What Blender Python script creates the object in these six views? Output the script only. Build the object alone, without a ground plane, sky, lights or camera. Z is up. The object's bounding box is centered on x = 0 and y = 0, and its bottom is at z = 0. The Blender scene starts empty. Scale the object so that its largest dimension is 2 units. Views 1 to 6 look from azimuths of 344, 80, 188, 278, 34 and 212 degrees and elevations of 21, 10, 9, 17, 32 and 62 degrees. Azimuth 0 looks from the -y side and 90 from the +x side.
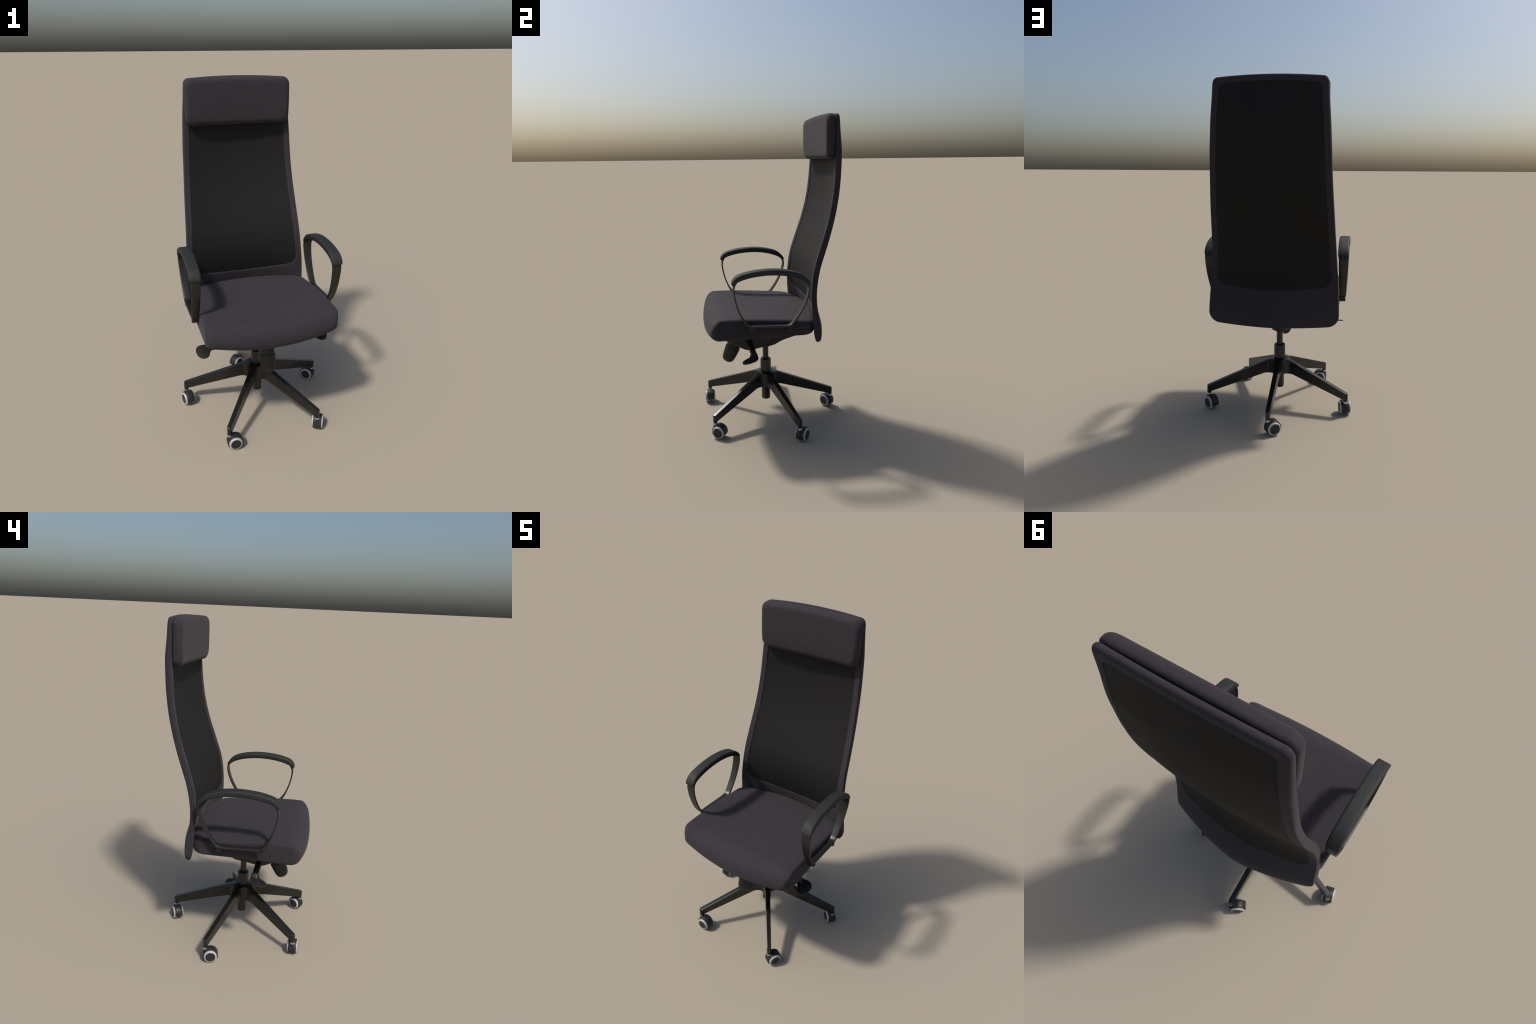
import bpy, bmesh, math, random
from math import pi, sin, cos, sqrt, radians
from mathutils import Vector, Matrix
random.seed(7)

# ------------------------------------------------------------------ helpers
def lerp(a, b, t): return a + (b - a) * t

def table(pairs):
    """Smooth (Catmull-Rom) lookup through (x, y) pairs."""
    xs = [p[0] for p in pairs]; ys = [p[1] for p in pairs]
    n = len(xs)
    m = []
    for i in range(n):
        a = max(i - 1, 0); b = min(i + 1, n - 1)
        m.append((ys[b] - ys[a]) / (xs[b] - xs[a]))
    def f(x):
        if x <= xs[0]: return ys[0]
        if x >= xs[-1]: return ys[-1]
        i = 0
        while x > xs[i + 1]: i += 1
        h = xs[i + 1] - xs[i]; t = (x - xs[i]) / h
        return ((2*t**3 - 3*t**2 + 1) * ys[i] + (t**3 - 2*t**2 + t) * h * m[i]
                + (-2*t**3 + 3*t**2) * ys[i + 1] + (t**3 - t**2) * h * m[i + 1])
    return f

def rounded_rect(x0, x1, y0, y1, radii, seg=10, sub=24):
    """Dense closed outline; radii for corners (x0y0, x1y0, x1y1, x0y1), counter-clockwise."""
    cs = [(x0, y0), (x1, y0), (x1, y1), (x0, y1)]
    sx = [1, -1, -1, 1]; sy = [1, 1, -1, -1]
    start = [pi, 1.5*pi, 0, .5*pi]
    arcs = []
    for (cx, cy), r, a, bx, by in zip(cs, radii, start, sx, sy):
        ox, oy = cx + bx * r, cy + by * r
        arcs.append([(ox + r*cos(a + .5*pi*k/seg), oy + r*sin(a + .5*pi*k/seg)) for k in range(seg + 1)])
    out = []
    for i in range(4):
        out += arcs[i]
        p = arcs[i][-1]; q = arcs[(i + 1) % 4][0]
        out += [(lerp(p[0], q[0], k/sub), lerp(p[1], q[1], k/sub)) for k in range(1, sub)]
    return out

def new_obj(name, bm, mat, parent=None, angle=40, smooth=True):
    bmesh.ops.recalc_face_normals(bm, faces=bm.faces[:])
    me = bpy.data.meshes.new(name)
    bm.to_mesh(me); bm.free()
    if smooth:
        me.polygons.foreach_set("use_smooth", [True] * len(me.polygons))
        me.set_sharp_from_angle(angle=radians(angle))
    me.materials.append(mat)
    ob = bpy.data.objects.new(name, me)
    bpy.context.scene.collection.objects.link(ob)
    if parent: ob.parent = parent
    return ob

def skin(bm, loops, close=True, cap_a=False, cap_b=False):
    """Bridge successive loops (lists of 3D points)."""
    vs = [[bm.verts.new(p) for p in l] for l in loops]
    n = len(vs[0])
    for a, b in zip(vs, vs[1:]):
        for i in range(n if close else n - 1):
            j = (i + 1) % n
            bm.faces.new((a[i], a[j], b[j], b[i]))
    if cap_a: bm.faces.new(vs[0])
    if cap_b: bm.faces.new(vs[-1][::-1])
    return vs

def fan(bm, loop, point):
    c = bm.verts.new(point)
    n = len(loop)
    for i in range(n):
        bm.faces.new((loop[i], loop[(i + 1) % n], c))

def lathe(bm, profile, axis='z', origin=(0, 0, 0), seg=40):
    """Revolve (radius, height) pairs; profile starting/ending at radius 0 is capped by fans."""
    o = Vector(origin)
    def pt(r, h, a):
        if axis == 'z': return o + Vector((r*cos(a), r*sin(a), h))
        if axis == 'x': return o + Vector((h, r*cos(a), r*sin(a)))
        return o + Vector((r*sin(a), h, r*cos(a)))
    prof = [p for p in profile if p[0] > 1e-6]
    vs = skin(bm, [[pt(r, h, 2*pi*k/seg) for k in range(seg)] for r, h in prof])
    if profile[0][0] <= 1e-6: fan(bm, vs[0], pt(0, profile[0][1], 0))
    if profile[-1][0] <= 1e-6: fan(bm, vs[-1], pt(0, profile[-1][1], 0))

# ------------------------------------------------------------------ materials
def material(name, base, rough, spec=.5, grain=None, bump=None, sheen=0, metallic=0, sheen_rough=.5, coat=0):
    m = bpy.data.materials.new(name); m.use_nodes = True
    nt = m.node_tree; N = nt.nodes; L = nt.links
    b = N["Principled BSDF"]
    b.inputs["Base Color"].default_value = (*base, 1)
    b.inputs["Roughness"].default_value = rough
    b.inputs["Specular IOR Level"].default_value = spec
    b.inputs["Metallic"].default_value = metallic
    b.inputs["Sheen Weight"].default_value = sheen
    b.inputs["Sheen Roughness"].default_value = sheen_rough
    b.inputs["Coat Weight"].default_value = coat
    tc = N.new("ShaderNodeTexCoord")
    def noise(scale, stretch, detail=3, rough_=.6):
        mp = N.new("ShaderNodeMapping"); mp.inputs["Scale"].default_value = stretch
        L.new(tc.outputs["Object"], mp.inputs["Vector"])
        t = N.new("ShaderNodeTexNoise"); t.inputs["Scale"].default_value = scale
        t.inputs["Detail"].default_value = detail; t.inputs["Roughness"].default_value = rough_
        L.new(mp.outputs["Vector"], t.inputs["Vector"])
        return t.outputs["Fac"]
    def math_(op, a, c):
        n = N.new("ShaderNodeMath"); n.operation = op
        for i, v in enumerate((a, c)):
            if isinstance(v, (int, float)): n.inputs[i].default_value = v
            else: L.new(v, n.inputs[i])
        return n.outputs[0]
    fac = None
    if grain:
        amount, layers = grain
        for sc, st in layers:
            f = noise(sc, st)
            fac = f if fac is None else math_('ADD', fac, f)
        fac = math_('DIVIDE', fac, len(layers))
        ramp = N.new("ShaderNodeValToRGB")
        e = ramp.color_ramp.elements
        e[0].position = .33; e[1].position = .67
        e[0].color = (*[c * (1 - amount) for c in base], 1)
        e[1].color = (*[c * (1 + amount) for c in base], 1)
        L.new(fac, ramp.inputs["Fac"])
        L.new(ramp.outputs["Color"], b.inputs["Base Color"])
    if bump:
        sc, st, strength, dist = bump
        f = noise(sc, st, 2)
        bn = N.new("ShaderNodeBump"); bn.inputs["Strength"].default_value = strength
        bn.inputs["Distance"].default_value = dist
        L.new(f, bn.inputs["Height"]); L.new(bn.outputs["Normal"], b.inputs["Normal"])
    return m

FABRIC = (.0285, .0240, .0298)
upright_fabric = material("woven_fabric_upright", FABRIC, .85, .25,
    grain=(.22, [(1, (150, 150, 14)), (1, (330, 330, 40)), (1, (40, 40, 300))]),
    bump=(1, (500, 500, 90), .25, .001), sheen=.05)
seat_fabric = material("woven_fabric_seat", FABRIC, .85, .25,
    grain=(.22, [(1, (14, 150, 90)), (1, (40, 330, 200)), (1, (300, 40, 40))]),
    bump=(1, (90, 500, 300), .25, .001), sheen=.05)
mesh_black = material("black_mesh_weave", (.0079, .0079, .0077), .75, .27,
    grain=(.12, [(1, (500, 500, 500)), (1, (40, 40, 300))]), bump=(1, (700, 700, 700), .2, .0006))
pad_plastic = material("soft_black_arm_pad", (.0150, .0168, .0160), .68, .40,
    grain=(.06, [(60, (1, 1, 1))]), bump=(600, (1, 1, 1), .08, .0004))
frame_paint = material("black_painted_steel", (.0110, .0103, .0088), .40, .5, grain=(.06, [(20, (1, 1, 1))]))
base_gloss = material("black_base_plastic", (.0100, .0096, .0085), .27, .5, grain=(.06, [(20, (1, 1, 1))]))
matte_plastic = material("black_mechanism_plastic", (.0135, .013, .0115), .5, .4, grain=(.08, [(30, (1, 1, 1))]))
caster_black = material("black_caster_plastic", (.018, .0175, .0165), .5, .4, grain=(.06, [(40, (1, 1, 1))]))
tyre_grey = material("light_grey_tread", (.38, .38, .39), .42, .5, grain=(.04, [(50, (1, 1, 1))]))
chrome = material("chrome_collar", (.75, .75, .76), .18, metallic=1)

# ------------------------------------------------------------------ the chair
chair = bpy.data.objects.new("office_chair", None)
bpy.context.scene.collection.objects.link(chair)
chair["label"] = "tall black fabric swivel office chair with headrest and casters"
chair["category"] = "office chair"
chair.location = (.0042, 0, 0)

# ---------------- backrest -------------------------------------------------
half_w = table([(.60, .386), (.67, .386), (.76, .383), (.85, .379), (.95, .371), (1.10, .361),
                (1.27, .351), (1.46, .340), (1.60, .3345), (1.78, .325), (1.86, .319), (1.95, .3135), (2.0, .310)])
y_rear = table([(.60, .236), (.63, .243), (.68, .246), (.74, .238), (.84, .222), (.92, .2195), (1.0, .2285), (1.08, .2455), (1.16, .2715),
                (1.25, .301), (1.365, .333), (1.48, .357), (1.60, .372), (1.69, .378), (1.78, .381), (1.88, .374), (2.0, .368)])
y_front = table([(.60, .205), (.66, .201), (.74, .193), (.83, .188), (.92, .188), (1.0, .1935), (1.08, .2075), (1.15, .2285),
                 (1.22, .251), (1.33, .286), (1.45, .314), (1.57, .331), (1.70, .339), (1.80, .343), (2.0, .342)])
sag_rear = table([(.60, .092), (.66, .082), (.72, .070), (.83, .051), (.92, .040), (1.0, .033), (1.2, .029), (1.4, .031), (1.6, .028), (1.8, .023), (2.0, .012)])
sag_front = table([(.60, .088), (.70, .073), (.757, .063), (.83, .048), (.90, .036), (1.0, .029), (1.2, .029), (1.4, .029), (1.6, .027), (1.8, .023), (2.0, .012)])

def back_face(x, z, side):
    """y of the front (side -1) or rear (side 1) face of the shell."""
    u = min(abs(x) / half_w(z), 1)
    q = 1 - u ** (2 - .45 * min(max((1.05 - z) / .15, 0), 1)) if side > 0 else 1 - u * u
    return y_front(z) + sag_front(z) * q if side < 0 else y_rear(z) + sag_rear(z) * q
def back_point(x, z, side, fill=1, sink=0):
    a, b = back_face(x, z, -1), back_face(x, z, 1)
    mid, half = .5 * (a + b), .5 * (b - a)
    return (x, mid + side * (half * fill - sink), z)

ZB, ZT = .603, 1.987
def back_outline():
    pts = []
    for x, z in rounded_rect(-.375, .375, ZB, ZT, (.062, .062, .030, .030), seg=12, sub=44):
        x = x / .375 * half_w(z)
        if z > 1.9: z += .013 * (1 - (x / .31) ** 2) * min(1, (z - 1.9) / .06)
        pts.append((x, z))
    return pts
def mesh_outline():
    pts = []
    for x, z in rounded_rect(-.34, .34, .845, 1.951, (.050, .050, .024, .024), seg=12, sub=44):
        x = x / .34 * (half_w(z) - .0385)
        if z > 1.85: z += .015 * (1 - (x / .28) ** 2) * min(1, (z - 1.85) / .08)
        if z < 1.0: z -= .026 * (1 - (x / .34) ** 2) * min(1, (1.0 - z) / .13)
        pts.append((x, z))
    return pts
O, I = back_outline(), mesh_outline()

def build_backrest():
    bm = bmesh.new()
    e = .022
    ds = [e * (1 - cos(.5 * pi * k / 8)) for k in range(9)]
    def loop_at(d=None, s=None, side=-1, sink=0):
        out = []
        for (ox, oz), (ix, iz) in zip(O, I):
            L = math.hypot(ix - ox, iz - oz)
            dd = min(d, L) if d is not None else lerp(e, L, s)
            x = ox + (ix - ox) * dd / L; z = oz + (iz - oz) * dd / L
            r = min(dd / e, 1)
            out.append(back_point(x, z, side, (1 - (1 - r) ** 2.6) ** (1 / 2.6), sink))
        return out
    loops = []
    inner = [k / 14 for k in range(1, 14)]
    loops.append(loop_at(s=1, side=-1, sink=.009))
    loops.append(loop_at(s=1, side=-1, sink=.0035))
    loops.append(loop_at(s=.985, side=-1, sink=.001))
    for s in reversed(inner): loops.append(loop_at(s=s, side=-1))
    for d in reversed(ds): loops.append(loop_at(d=d, side=-1))
    for d in ds[1:]: loops.append(loop_at(d=d, side=1))
    for s in inner: loops.append(loop_at(s=s, side=1))
    loops.append(loop_at(s=.985, side=1, sink=.001))
    loops.append(loop_at(s=1, side=1, sink=.0035))
    loops.append(loop_at(s=1, side=1, sink=.009))
    skin(bm, loops)
    return new_obj("backrest", bm, upright_fabric, chair, 60)

def build_mesh_panel(parent):
    bm = bmesh.new()
    cx, cz = 0, 1.40
    ks = [1.006] + [1 - k / 26 for k in range(26)]
    for side in (-1, 1):
        loops = []
        for k in ks:
            row = []
            for x, z in I:
                px, pz = cx + (x - cx) * k, cz + (z - cz) * k
                row.append(back_point(px, pz, side, 1, .003 if side < 0 else .0015))
            loops.append(row)
        vs = skin(bm, loops)
        fan(bm, vs[-1], back_point(cx, cz, side, 1, .003 if side < 0 else .0015))
    bmesh.ops.remove_doubles(bm, verts=bm.verts[:], dist=1e-5)
    return new_obj("mesh_panel", bm, mesh_black, parent, 50)

def build_headrest(parent):
    bm = bmesh.new()
    R, Rz = .030, .030
    base = rounded_rect(-.316, .316, 1.725, 1.989, (.044, .044, .040, .040), seg=10, sub=26)
    y0, y1 = .288, .342
    loops = []
    cx, cz = 0, 1.8585
    def row(inset, y, k=1):
        out = []
        for x, z in base:
            sx = (abs(x) - inset) / abs(x) if abs(x) > inset else 0
            hz = 1 - inset / .1305
            px, pz = x * (1 - inset / .313) * k, cz + (z - cz) * hz * k
            if z > cz: pz += .009 * (1 - (px / .313) ** 2) * (z - cz) / .125 * k
            px *= 1 - .012 * max(0, (cz - pz) / .13)
            # soft bulge of the front and back faces, plus the follow of the frame curve
            bul = (1 - (px / .32) ** 2) * max(0, 1 - ((pz - cz) / .14) ** 2)
            yy = y - .004 * bul if y < .31 else y + .004 * bul
            yy += sag_front(pz) * .45 * (1 - (px / .33) ** 2)
            yy += .004 * max(0, (1.80 - pz) / .07)
            out.append((px, yy, pz))
        return out
    n = 9
    for k in [.08] + [j / 12 for j in range(1, 12)]: loops.append(row(R * .75, y1, k))
    for j in range(n + 1):
        a = .5 * pi * j / n; r = .016
        loops.append(row(r * (1 - sin(a)), y1 - r * (1 - cos(a))))
    for j in range(n + 1):
        a = .5 * pi * j / n; r = .030
        loops.append(row(r * (1 - cos(a)), y0 + r * (1 - sin(a))))
    for k in [j / 12 for j in range(11, 0, -1)] + [.08]: loops.append(row(.030, y0, k))
    vs = skin(bm, loops)
    fan(bm, vs[0], (cx, y1 + .004 + .45 * sag_front(cz), cz)); fan(bm, vs[-1], (cx, y0 - .004 + .45 * sag_front(cz), cz))
    return new_obj("headrest", bm, upright_fabric, parent, 60)

backrest = build_backrest()
build_mesh_panel(backrest)
build_headrest(backrest)

# ---------------- seat -----------------------------------------------------
seat_edge = table([(-.46, .786), (-.40, .790), (-.30, .791), (-.18, .787), (0, .774), (.10, .764), (.20, .750), (.27, .735)])
def seat_top(x, y):
    q = min(abs(x) / .378, 1)
    back = min(max((y + .02) / .28, 0), 1)
    fore = min(max((.08 - y) / .30, 0), 1)
    return seat_edge(y) + (.003 - .010 * fore * fore * (3 - 2 * fore) + .018 * back * back * (3 - 2 * back)) * (1 - q ** 2.2)
def seat_bottom(x, y):
    q = min(abs(x) / .378, 1)
    front = min(max((-.10 - y) / .28, 0), 1)
    return .667 - .005 * front - (.022 + .029 * front) * (1 - q * q)

def build_seat():
    bm = bmesh.new()
    base = []
    for x, y in rounded_rect(-.379, .379, -.422, .196, (.045, .045, .05, .05), seg=14, sub=40):
        if y < -.2: y -= .029 * (1 - (x / .379) ** 2) * min(1, (-.2 - y) / .19)
        if y > .05: y += .075 * (1 - (x / .379) ** 2) * min(1, (y - .05) / .14)
        base.append((x, y))
    cx, cy = 0, -.12
    n = len(base)
    nrm = []
    for i in range(n):
        ax, ay = base[i - 1]; bx, by = base[(i + 1) % n]
        tx, ty = bx - ax, by - ay; l = math.hypot(tx, ty)
        nrm.append((ty / l, -tx / l))
    # edge roundings differ: tight along the sides, a broad waterfall at the front, soft at the back
    fr = [max(0, -m[1]) ** 1.5 for m in nrm]; bk = [max(0, m[1]) ** 1.5 for m in nrm]
    for _ in range(10):
        fr = [(fr[i-1] + fr[i] + fr[(i+1) % n]) / 3 for i in range(n)]
        bk = [(bk[i-1] + bk[i] + bk[(i+1) % n]) / 3 for i in range(n)]
    def inset(i, d):
        x, y = base[i]; L = math.hypot(cx - x, cy - y)
        vx, vy = (cx - x) / L, (cy - y) / L
        return x + vx * d, y + vy * d
    def ring(a_top=None, a_bot=None, k_top=None, k_bot=None):
        out = []
        for i in range(n):
            rt = .024 + .100 * fr[i] + .022 * bk[i]; ht = .018 + .074 * fr[i] + .016 * bk[i]
            rb = .018 + .052 * fr[i] + .022 * bk[i]; hb = .014 + .042 * fr[i] + .028 * bk[i]
            x0, y0 = base[i]
            L = math.hypot(cx - x0, cy - y0)
            if a_top is not None:
                x, y = inset(i, rt * (1 - cos(a_top)))
                xi, yi = inset(i, rt)
                z = seat_top(lerp(xi, x, .8), y) - ht * (1 - sin(a_top))
            elif a_bot is not None:
                x, y = inset(i, rb * (1 - cos(a_bot)))
                z = seat_bottom(x, y) + hb * (1 - sin(a_bot))
            elif k_top is not None:
                x, y = inset(i, lerp(rt, L, k_top)); z = seat_top(x, y)
            else:
                x, y = inset(i, lerp(rb, L, k_bot)); z = seat_bottom(x, y)
            out.append((x, y, z))
        return out
    loops = []
    for k in range(12, 0, -1): loops.append(ring(k_bot=min(k / 12, .97)))
    for k in range(8, -1, -1): loops.append(ring(a_bot=.5 * pi * k / 8))
    for k in range(0, 11): loops.append(ring(a_top=.5 * pi * k / 10))
    for k in range(1, 21): loops.append(ring(k_top=min(k / 20, .985)))
    vs = skin(bm, loops)
    fan(bm, vs[0], (cx, cy, seat_bottom(cx, cy))); fan(bm, vs[-1], (cx, cy, seat_top(cx, cy)))
    return new_obj("seat", bm, seat_fabric, chair, 70)
seat = build_seat()

# ---------------- armrests -------------------------------------------------
def smooth_path(pts, per=6, closed=True):
    out = []; n = len(pts)
    for i in range(n if closed else n - 1):
        p0 = pts[(i-1) % n] if closed or i > 0 else pts[0]
        p1 = pts[i]; p2 = pts[(i+1) % n]
        p3 = pts[(i+2) % n] if closed or i + 2 < n else pts[-1]
        for k in range(per):
            t = k / per
            out.append(tuple(.5 * (2*b + (c - a)*t + (2*a - 5*b + 4*c - d)*t*t + (3*b - a - 3*c + d)*t**3)
                             for a, b, c, d in zip(p0, p1, p2, p3)))
    if not closed: out.append(tuple(pts[-1]))
    return out

LOOP = [(-.190, .752), (-.213, .766), (-.246, .815), (-.272, .884), (-.286, .950), (-.288, 1.002), (-.268, 1.040),
        (-.232, 1.058), (-.170, 1.074), (-.090, 1.081), (-.020, 1.079), (.050, 1.068), (.108, 1.050), (.142, 1.026),
        (.162, .988), (.158, .943), (.140, .886), (.112, .830), (.080, .782), (.057, .754), (.030, .744),
        (-.030, .745), (-.090, .7475), (-.150, .750)]
PAD = [(-.295, 1.017), (-.284, 1.037), (-.264, 1.054), (-.232, 1.066), (-.170, 1.079), (-.090, 1.0855), (-.020, 1.083),
       (.050, 1.072), (.108, 1.053), (.142, 1.029), (.161, 1.004)]

def sweep_yz(bm, path, closed, width, thick, x_c, corner=.35, seg=3):
    """Sweep a rounded bar (wide along x) along a path in the y-z plane."""
    n = len(path); loops = []
    for i, (y, z) in enumerate(path):
        a = path[i-1] if closed or i > 0 else path[0]
        b = path[(i+1) % n] if closed or i < n - 1 else path[-1]
        ty, tz = b[0] - a[0], b[1] - a[1]; l = math.hypot(ty, tz)
        ny, nz = -tz / l, ty / l
        w = width(y, z, i / (n - 1)); t = thick(y, z, i / (n - 1))
        z -= .007 * min(max((z - .85) / .2, 0), 1)
        sec = rounded_rect(-w/2, w/2, -t/2, t/2, (t * corner,) * 4, seg=seg, sub=3)
        loops.append([(x_c(z) + u, y + ny * v, z + nz * v) for u, v in sec])
    if closed: loops.append(loops[0])
    vs = skin(bm, loops, cap_a=not closed, cap_b=not closed)
    if closed: bmesh.ops.remove_doubles(bm, verts=bm.verts[:], dist=1e-6)

def build_armrest(sign):
    xc = lambda z: sign * lerp(.4005, .4020, min(max((z - .75) / .25, 0), 1))
    bm = bmesh.new()
    width = lambda y, z, t: lerp(.040, .055, min(max((z - .75) / .25, 0), 1))
    thick = lambda y, z, t: lerp(.0125, .0085, min(max((z - .75) / .08, 0), 1))
    sweep_yz(bm, smooth_path(LOOP, 6), True, width, thick, xc)
    arm = new_obj("armrest", bm, frame_paint, chair, 40)
    # padded top
    bm = bmesh.new()
    ease = lambda t: min(1, t / .09, (1 - t) / .09)
    pw = lambda y, z, t: lerp(.0565, .064, sqrt(max(0, ease(t))))
    pt = lambda y, z, t: lerp(.0130, .034, max(0, min(1, t / .22, (1 - t) / .22)) ** .8)
    sweep_yz(bm, smooth_path(PAD, 8, False), False, pw, pt, xc, corner=.30, seg=5)
    new_obj("arm_pad", bm, pad_plastic, arm, 45)
    # mounting lugs with a bolt each
    for y, z in ((-.190, .732), (.040, .724)):
        bm = bmesh.new()
        prof = [(0.0135*cos(a), -.0135*sin(a)) for a in [pi*k/14 for k in range(15)]] + [(-.0135, .018), (.0135, .018)]
        xa, xb = sign * .372, sign * .4145
        a = [(xa, y + p, z + q) for p, q in prof]; b = [(xb, y + p, z + q) for p, q in prof]
        skin(bm, [a, b], cap_a=True, cap_b=True)
        bmesh.ops.bevel(bm, geom=[e for e in bm.edges if e.calc_face_angle(0) > .9], offset=.0015, segments=2, affect='EDGES')
        new_obj("mounting_lug", bm, frame_paint, arm, 35)
        bm = bmesh.new()
        s = sign
        lathe(bm, [(0, s*.4155), (.0045, s*.4155), (.005, s*.4172), (.0088, s*.4172), (.0095, s*.4160), (.0095, s*.410), (0, s*.410)], 'x', (0, y, z), 24)
        new_obj("bolt", bm, matte_plastic, arm, 35)
for s in (1, -1): build_armrest(s)

# ---------------- tilt mechanism -------------------------------------------
def build_mechanism():
    bm = bmesh.new()
    bottom = table([(-.31, .556), (-.25, .523), (-.205, .499), (-.172, .486), (-.13, .490), (-.06, .503), (.0, .511), (.06, .537), (.165, .562)])
    loops = []
    ys = [-.31 + .475 * k / 24 for k in range(25)]
    for y in ys:
        zb = bottom(y); w = .098 - .02 * max(0, (y - .02) / .14); t = .63
        sec = rounded_rect(-w, w, zb, t, (min(.02, (t-zb)*.45),) * 2 + (.004, .004), seg=6, sub=6)
        loops.append([(x * (1 + .10 * (z - zb) / (t - zb)), y, z) for x, z in sec])
    skin(bm, loops, cap_a=True, cap_b=True)
    return new_obj("tilt_mechanism", bm, matte_plastic, chair, 35)
mech = build_mechanism()

def build_seat_pan():
    bm = bmesh.new()
    rows = []
    for ins, z in ((.0, .672), (.0, .650), (.012, .634), (.10, .618), (.2, .612)):
        rows.append([(x * (1 - ins / .255), -.09 + (y + .09) * (1 - ins / .28), z) for x, y in
                     rounded_rect(-.25, .25, -.33, .12, (.05,) * 4, seg=8, sub=10)])
    skin(bm, rows, cap_a=True, cap_b=True)
    return new_obj("seat_pan", bm, matte_plastic, mech, 35)
build_seat_pan()

def build_knob():
    bm = bmesh.new()
    prof = [(0, 0), (.018, .0015), (.030, .007), (.038, .017), (.0425, .034), (.0468, .068), (.0492, .098), (.0496, .103),
            (.0482, .1055), (.0455, .1055), (.0455, .1085), (.0465, .1095), (.046, .150), (0, .150)]
    lathe(bm, prof, 'z', (0, 0, 0), 40)
    k = new_obj("tension_knob", bm, matte_plastic, mech, 35)
    k.location = (0, -.305, .391); k.rotation_euler = (radians(-24), 0, 0)
build_knob()

def build_lever(sign):
    # round shaft leaving the mechanism sideways, sliced off where it becomes a thin paddle
    # that reaches forward and slopes down
    bm = bmesh.new()
    loops = []
    for x, drop in ((.07, 0), (.20, 0), (.322, 0), (.3225, .0), (.330, .7), (.338, 1.2), (.346, 1.75)):
        r = .0192 if x < .3 else .0185
        zc = .550 - .012 * max(0, (x - .07) / .26)
        row = []
        for k in range(24):
            a = 2 * pi * k / 24
            row.append((sign * x, -.162 + r * cos(a), zc + min(r * sin(a), r * (1 - drop))))
        loops.append(row)
    skin(bm, loops, cap_a=True, cap_b=True)
    outline = smooth_path([(.285, -.1825), (.305, -.1845), (.319, -.196), (.325, -.212), (.334, -.228), (.354, -.2395), (.379, -.2355),
                           (.396, -.214), (.402, -.184), (.394, -.157), (.372, -.1435), (.340, -.1420), (.285, -.1420)], 5)
    cx, cy = .352, -.185
    plane = lambda y: .521 + .29 * (y + .2)
    rows = []
    for k, dz in ((.94, -.0040), (.985, -.0030), (1, 0), (.985, .0030), (.94, .0040)):
        rows.append([(sign * (cx + (x - cx) * k), cy + (y - cy) * k, plane(cy + (y - cy) * k) + dz) for x, y in outline])
    vs = skin(bm, rows)
    fan(bm, vs[0], (sign * cx, cy, plane(cy) - .0040)); fan(bm, vs[-1], (sign * cx, cy, plane(cy) + .0040))
    new_obj("lever", bm, matte_plastic, mech, 30)
for s in (1, -1): build_lever(s)

# ---------------- gas lift -------------------------------------------------
CX, CY = 0.0, -.040
def tube(name, prof, mat, parent):
    bm = bmesh.new(); lathe(bm, prof, 'z', (CX, CY, 0), 48)
    return new_obj(name, bm, mat, parent, 35)
lift = tube("gas_lift", [(0, .104), (.022, .104), (.0275, .107), (.029, .112), (.029, .34), (0, .34)], base_gloss, chair)
tube("sleeve", [(.0285, .262), (.036, .262), (.036, .385), (.0345, .391), (.031, .394), (.0225, .394), (.0205, .386), (.0205, .34)], base_gloss, lift)
tube("piston", [(0, .30), (.0195, .30), (.0195, .505), (0, .505)], base_gloss, lift)
tube("lift_socket", [(0, .478), (.026, .478), (.034, .486), (.050, .492), (.052, .56), (0, .56)], matte_plastic, mech)

# ---------------- five-star base -------------------------------------------
TIP = .469
def z_top(r): return .3255 - .392 * r - .02 * max(0, (.07 - r) / .07) ** 2
def z_bot(r):
    z = .2365 - .30 * r
    return z - .0 if r > .1 else lerp(.2065, .212, (.1 - r) / .1)
def half_width(r):
    """Half width of a leg seen from above: slim bar, then a fillet into its neighbour."""
    bar = lerp(.0155, .0130, min(max((r - .1) / .36, 0), 1))
    R = .055                       # fillet radius between neighbouring legs
    a = radians(36)
    # circle tangent to the bar edge and to the mirror line between the two legs
    rm = .060                      # distance of the wall centre from the column axis
    oc = rm + R
    ox, oy = oc * cos(a), oc * sin(a)
    R2 = oy - .0155
    if r < ox:
        d = sqrt(max(R2 * R2 - (r - ox) ** 2, 0)) if abs(r - ox) < R2 else 0
        w = oy - d
        return min(max(w, bar), r * math.tan(a) + 1e-4)
    return bar

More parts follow.
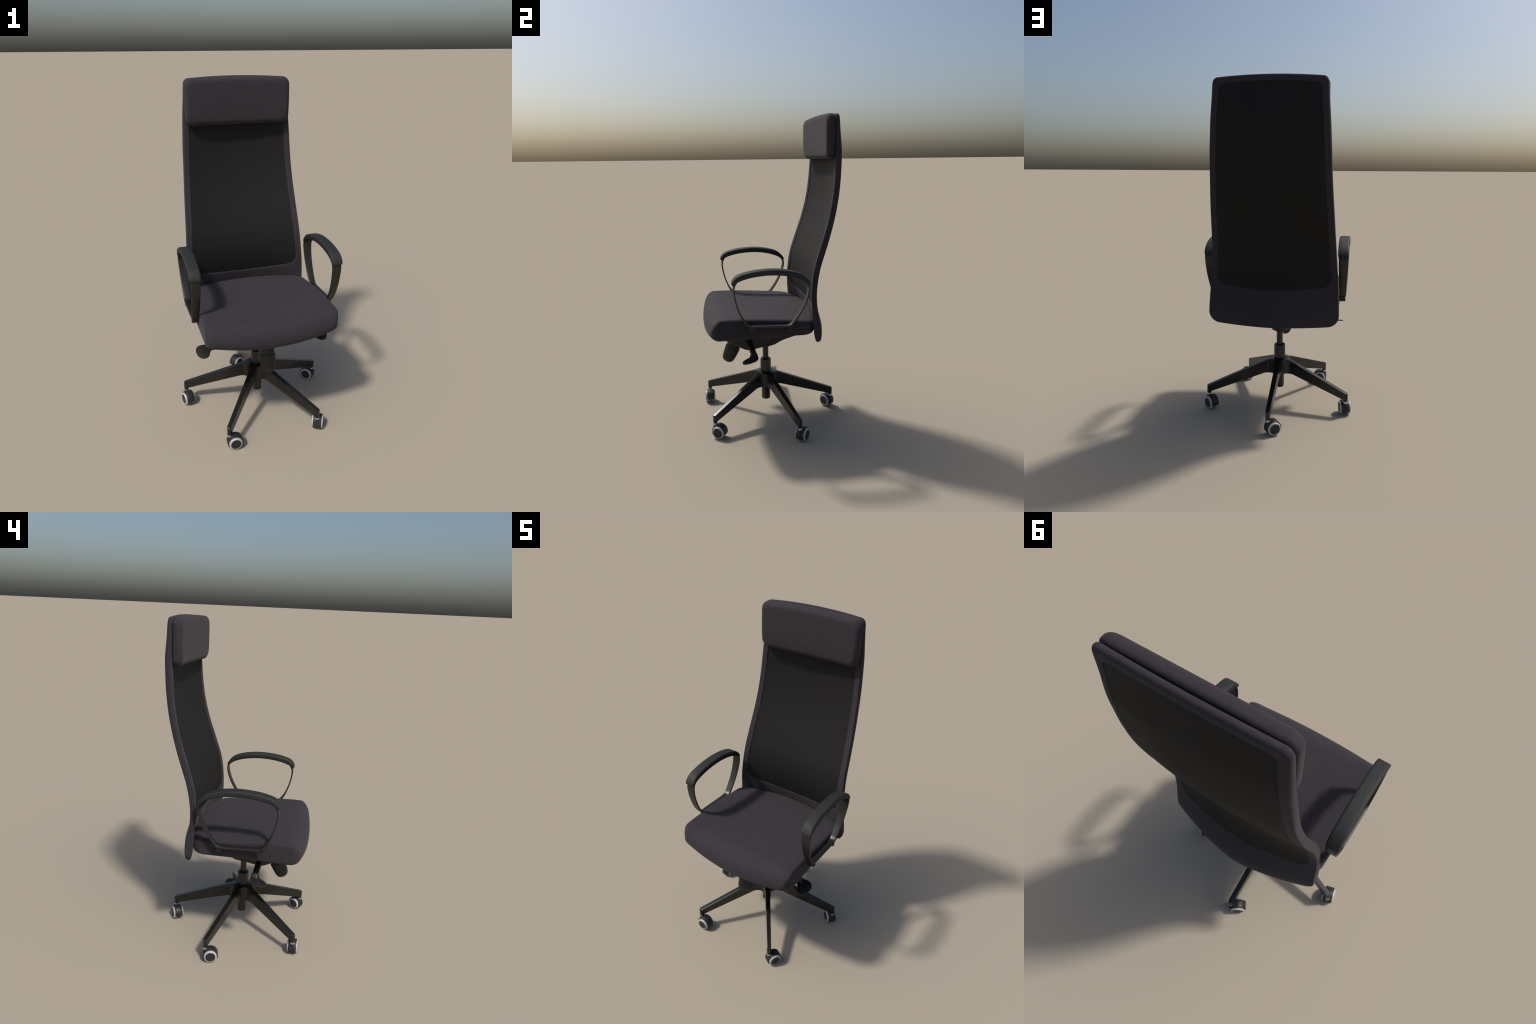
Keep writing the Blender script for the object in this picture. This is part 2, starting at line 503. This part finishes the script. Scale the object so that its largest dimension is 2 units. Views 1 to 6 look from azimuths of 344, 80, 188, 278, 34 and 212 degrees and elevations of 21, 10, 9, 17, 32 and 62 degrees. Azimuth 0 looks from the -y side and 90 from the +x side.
def build_leg_mesh():
    bm = bmesh.new()
    a = radians(36)
    # find where fillet meets the half-angle line
    rs0 = .02
    while half_width(rs0) >= rs0 * math.tan(a) - 2e-4: rs0 += .0005
    rs = [.015, .03, rs0 - .0006] + [lerp(rs0, .12, (k / 22) ** 1.3) for k in range(23)] + [lerp(.12, .455, k / 14) for k in range(1, 15)]
    rows_r = []
    bev = .0022
    loops = []
    def section(r, w, zt, zb):
        b = min(bev, w * .4)
        pts = [(-w, zb), (-w, lerp(zb, zt, .5)), (-w, zt - b - .0012), (-w, zt - b), (-w + b*.3, zt - b*.3), (-w + b, zt), (-w + b + .0012, zt), (-w*.4, zt), (0, zt),
               (w*.4, zt), (w - b - .0012, zt), (w - b, zt), (w - b*.3, zt - b*.3), (w, zt - b), (w, zt - b - .0012), (w, lerp(zb, zt, .5)), (w, zb), (w*.4, zb), (-w*.4, zb)]
        return [(r, u, v) for u, v in pts]
    for r in rs:
        loops.append(section(r, half_width(r), z_top(r), z_bot(r)))
    # rounded tip with a socket for the caster stem
    for k in range(1, 7):
        ang = .5 * pi * k / 6
        r = .455 + (TIP - .455) * sin(ang); w = half_width(.455) * max(cos(ang), .35) ** .6
        loops.append(section(r, w, z_top(r) - .002 * (k / 6) ** 3, .0965))
    skin(bm, loops, cap_b=True)
    # hollow-tube look of the socket
    lathe(bm, [(0, .089), (.0118, .089), (.0125, .0905), (.0125, .118), (0, .118)], 'z', (.456, 0, 0), 28)
    return bm

LEG_ANGLES = [162, 234, 306, 18, 90]
TRAILS = [-75, -1, 60, 139, -148]
hub = tube("base_hub", [(.024, .205), (.045, .207), (.056, .214), (.056, .270), (.050, .292), (.034, .300), (.024, .296)], base_gloss, chair)
leg0 = new_obj("leg", build_leg_mesh(), base_gloss, hub, 38)
legs = [leg0]
for i, a in enumerate(LEG_ANGLES):
    lg = leg0
    if i:
        lg = leg0.copy(); bpy.context.scene.collection.objects.link(lg); lg.parent = hub
    lg.location = (CX, CY, 0); lg.rotation_euler = (0, 0, radians(a))

# ---------------- casters --------------------------------------------------
def build_caster_parts():
    t, zc, R = .031, .0398, .0398
    # hood: arched cover over the twin wheels, with the swivel stem block in front
    bm = bmesh.new()
    hw, Ro = .0245, .0460
    prof = []
    a0, a1 = radians(-14), radians(205)
    arc = [(t + Ro*cos(lerp(a0, a1, k/30)), zc + Ro*sin(lerp(a0, a1, k/30))) for k in range(31)]
    prof = arc + [(t - .030, zc - .018), (t - .010, zc - .006), (t + .012, zc - .002), (t + .030, zc - .006)]
    rows = []
    for v, k in ((-hw, .93), (-hw + .0015, .975), (-hw + .004, 1), (0, 1.0), (hw - .004, 1), (hw - .0015, .975), (hw, .93)):
        rows.append([(t + (x - t) * k, v, zc + (z - zc) * k) for x, z in prof])
    skin(bm, rows, cap_a=True, cap_b=True)
    lathe(bm, [(0, .030), (.0105, .030), (.0135, .042), (.0135, .0795), (.0125, .0815), (0, .0815)], 'z', (0, 0, 0), 28)
    hood = bm
    ring = bmesh.new()
    lathe(ring, [(0, .080), (.0125, .0785), (.0138, .081), (.0138, .0865), (.0125, .0900), (0, .0900)], 'z', (0, 0, 0), 28)
    wheel = bmesh.new()
    # tyre: rounded tread, hollow centre
    lathe(wheel, [(.0295, .0085), (.0365, .0085), (.0388, .0105), (R, .0145), (R, .0235), (.0390, .0285), (.0368, .0320), (.0345, .0336), (.0320, .0342), (.0300, .0338), (.0295, .031), (.0295, .0085)], 'y', (t, 0, zc), 44)
    cap = bmesh.new()
    lathe(cap, [(0, .0337), (.020, .0340), (.0285, .0344), (.0305, .0336), (.0305, .0260), (0, .0260)], 'y', (t, 0, zc), 44)
    axle = bmesh.new()
    lathe(axle, [(0, -.033), (.009, -.033), (.009, .033), (0, .033)], 'y', (t, 0, zc), 20)
    return hood, ring, wheel, cap, axle
hood, ring, wheel, cap, axle = build_caster_parts()
caster0 = new_obj("caster", hood, caster_black, chair, 38)
ring0 = new_obj("stem_collar", ring, chrome, caster0, 35)
wheel0 = new_obj("wheel", wheel, tyre_grey, caster0, 35)
cap0 = new_obj("wheel_cap", cap, caster_black, caster0, 35)
axle0 = new_obj("axle", axle, caster_black, caster0, 35)
def place_caster(c, a, tr):
    c.location = (.458 * cos(radians(a)), CY + .458 * sin(radians(a)), 0)
    c.rotation_euler = (0, 0, radians(tr))
kids = [(ring0, 1), (axle0, 1)]
for ob in (wheel0, cap0):
    m = ob.copy(); bpy.context.scene.collection.objects.link(m); m.parent = caster0
    m.location = (2 * .031, 0, 0); m.rotation_euler = (0, 0, pi)
children0 = [o for o in bpy.context.scene.objects if o.parent is caster0 or o.parent == caster0]
for i, (a, tr) in enumerate(zip(LEG_ANGLES, TRAILS)):
    if i == 0:
        place_caster(caster0, a, tr); continue
    c = caster0.copy(); bpy.context.scene.collection.objects.link(c); c.parent = chair
    place_caster(c, a, tr)
    for ch in children0:
        d = ch.copy(); bpy.context.scene.collection.objects.link(d); d.parent = c
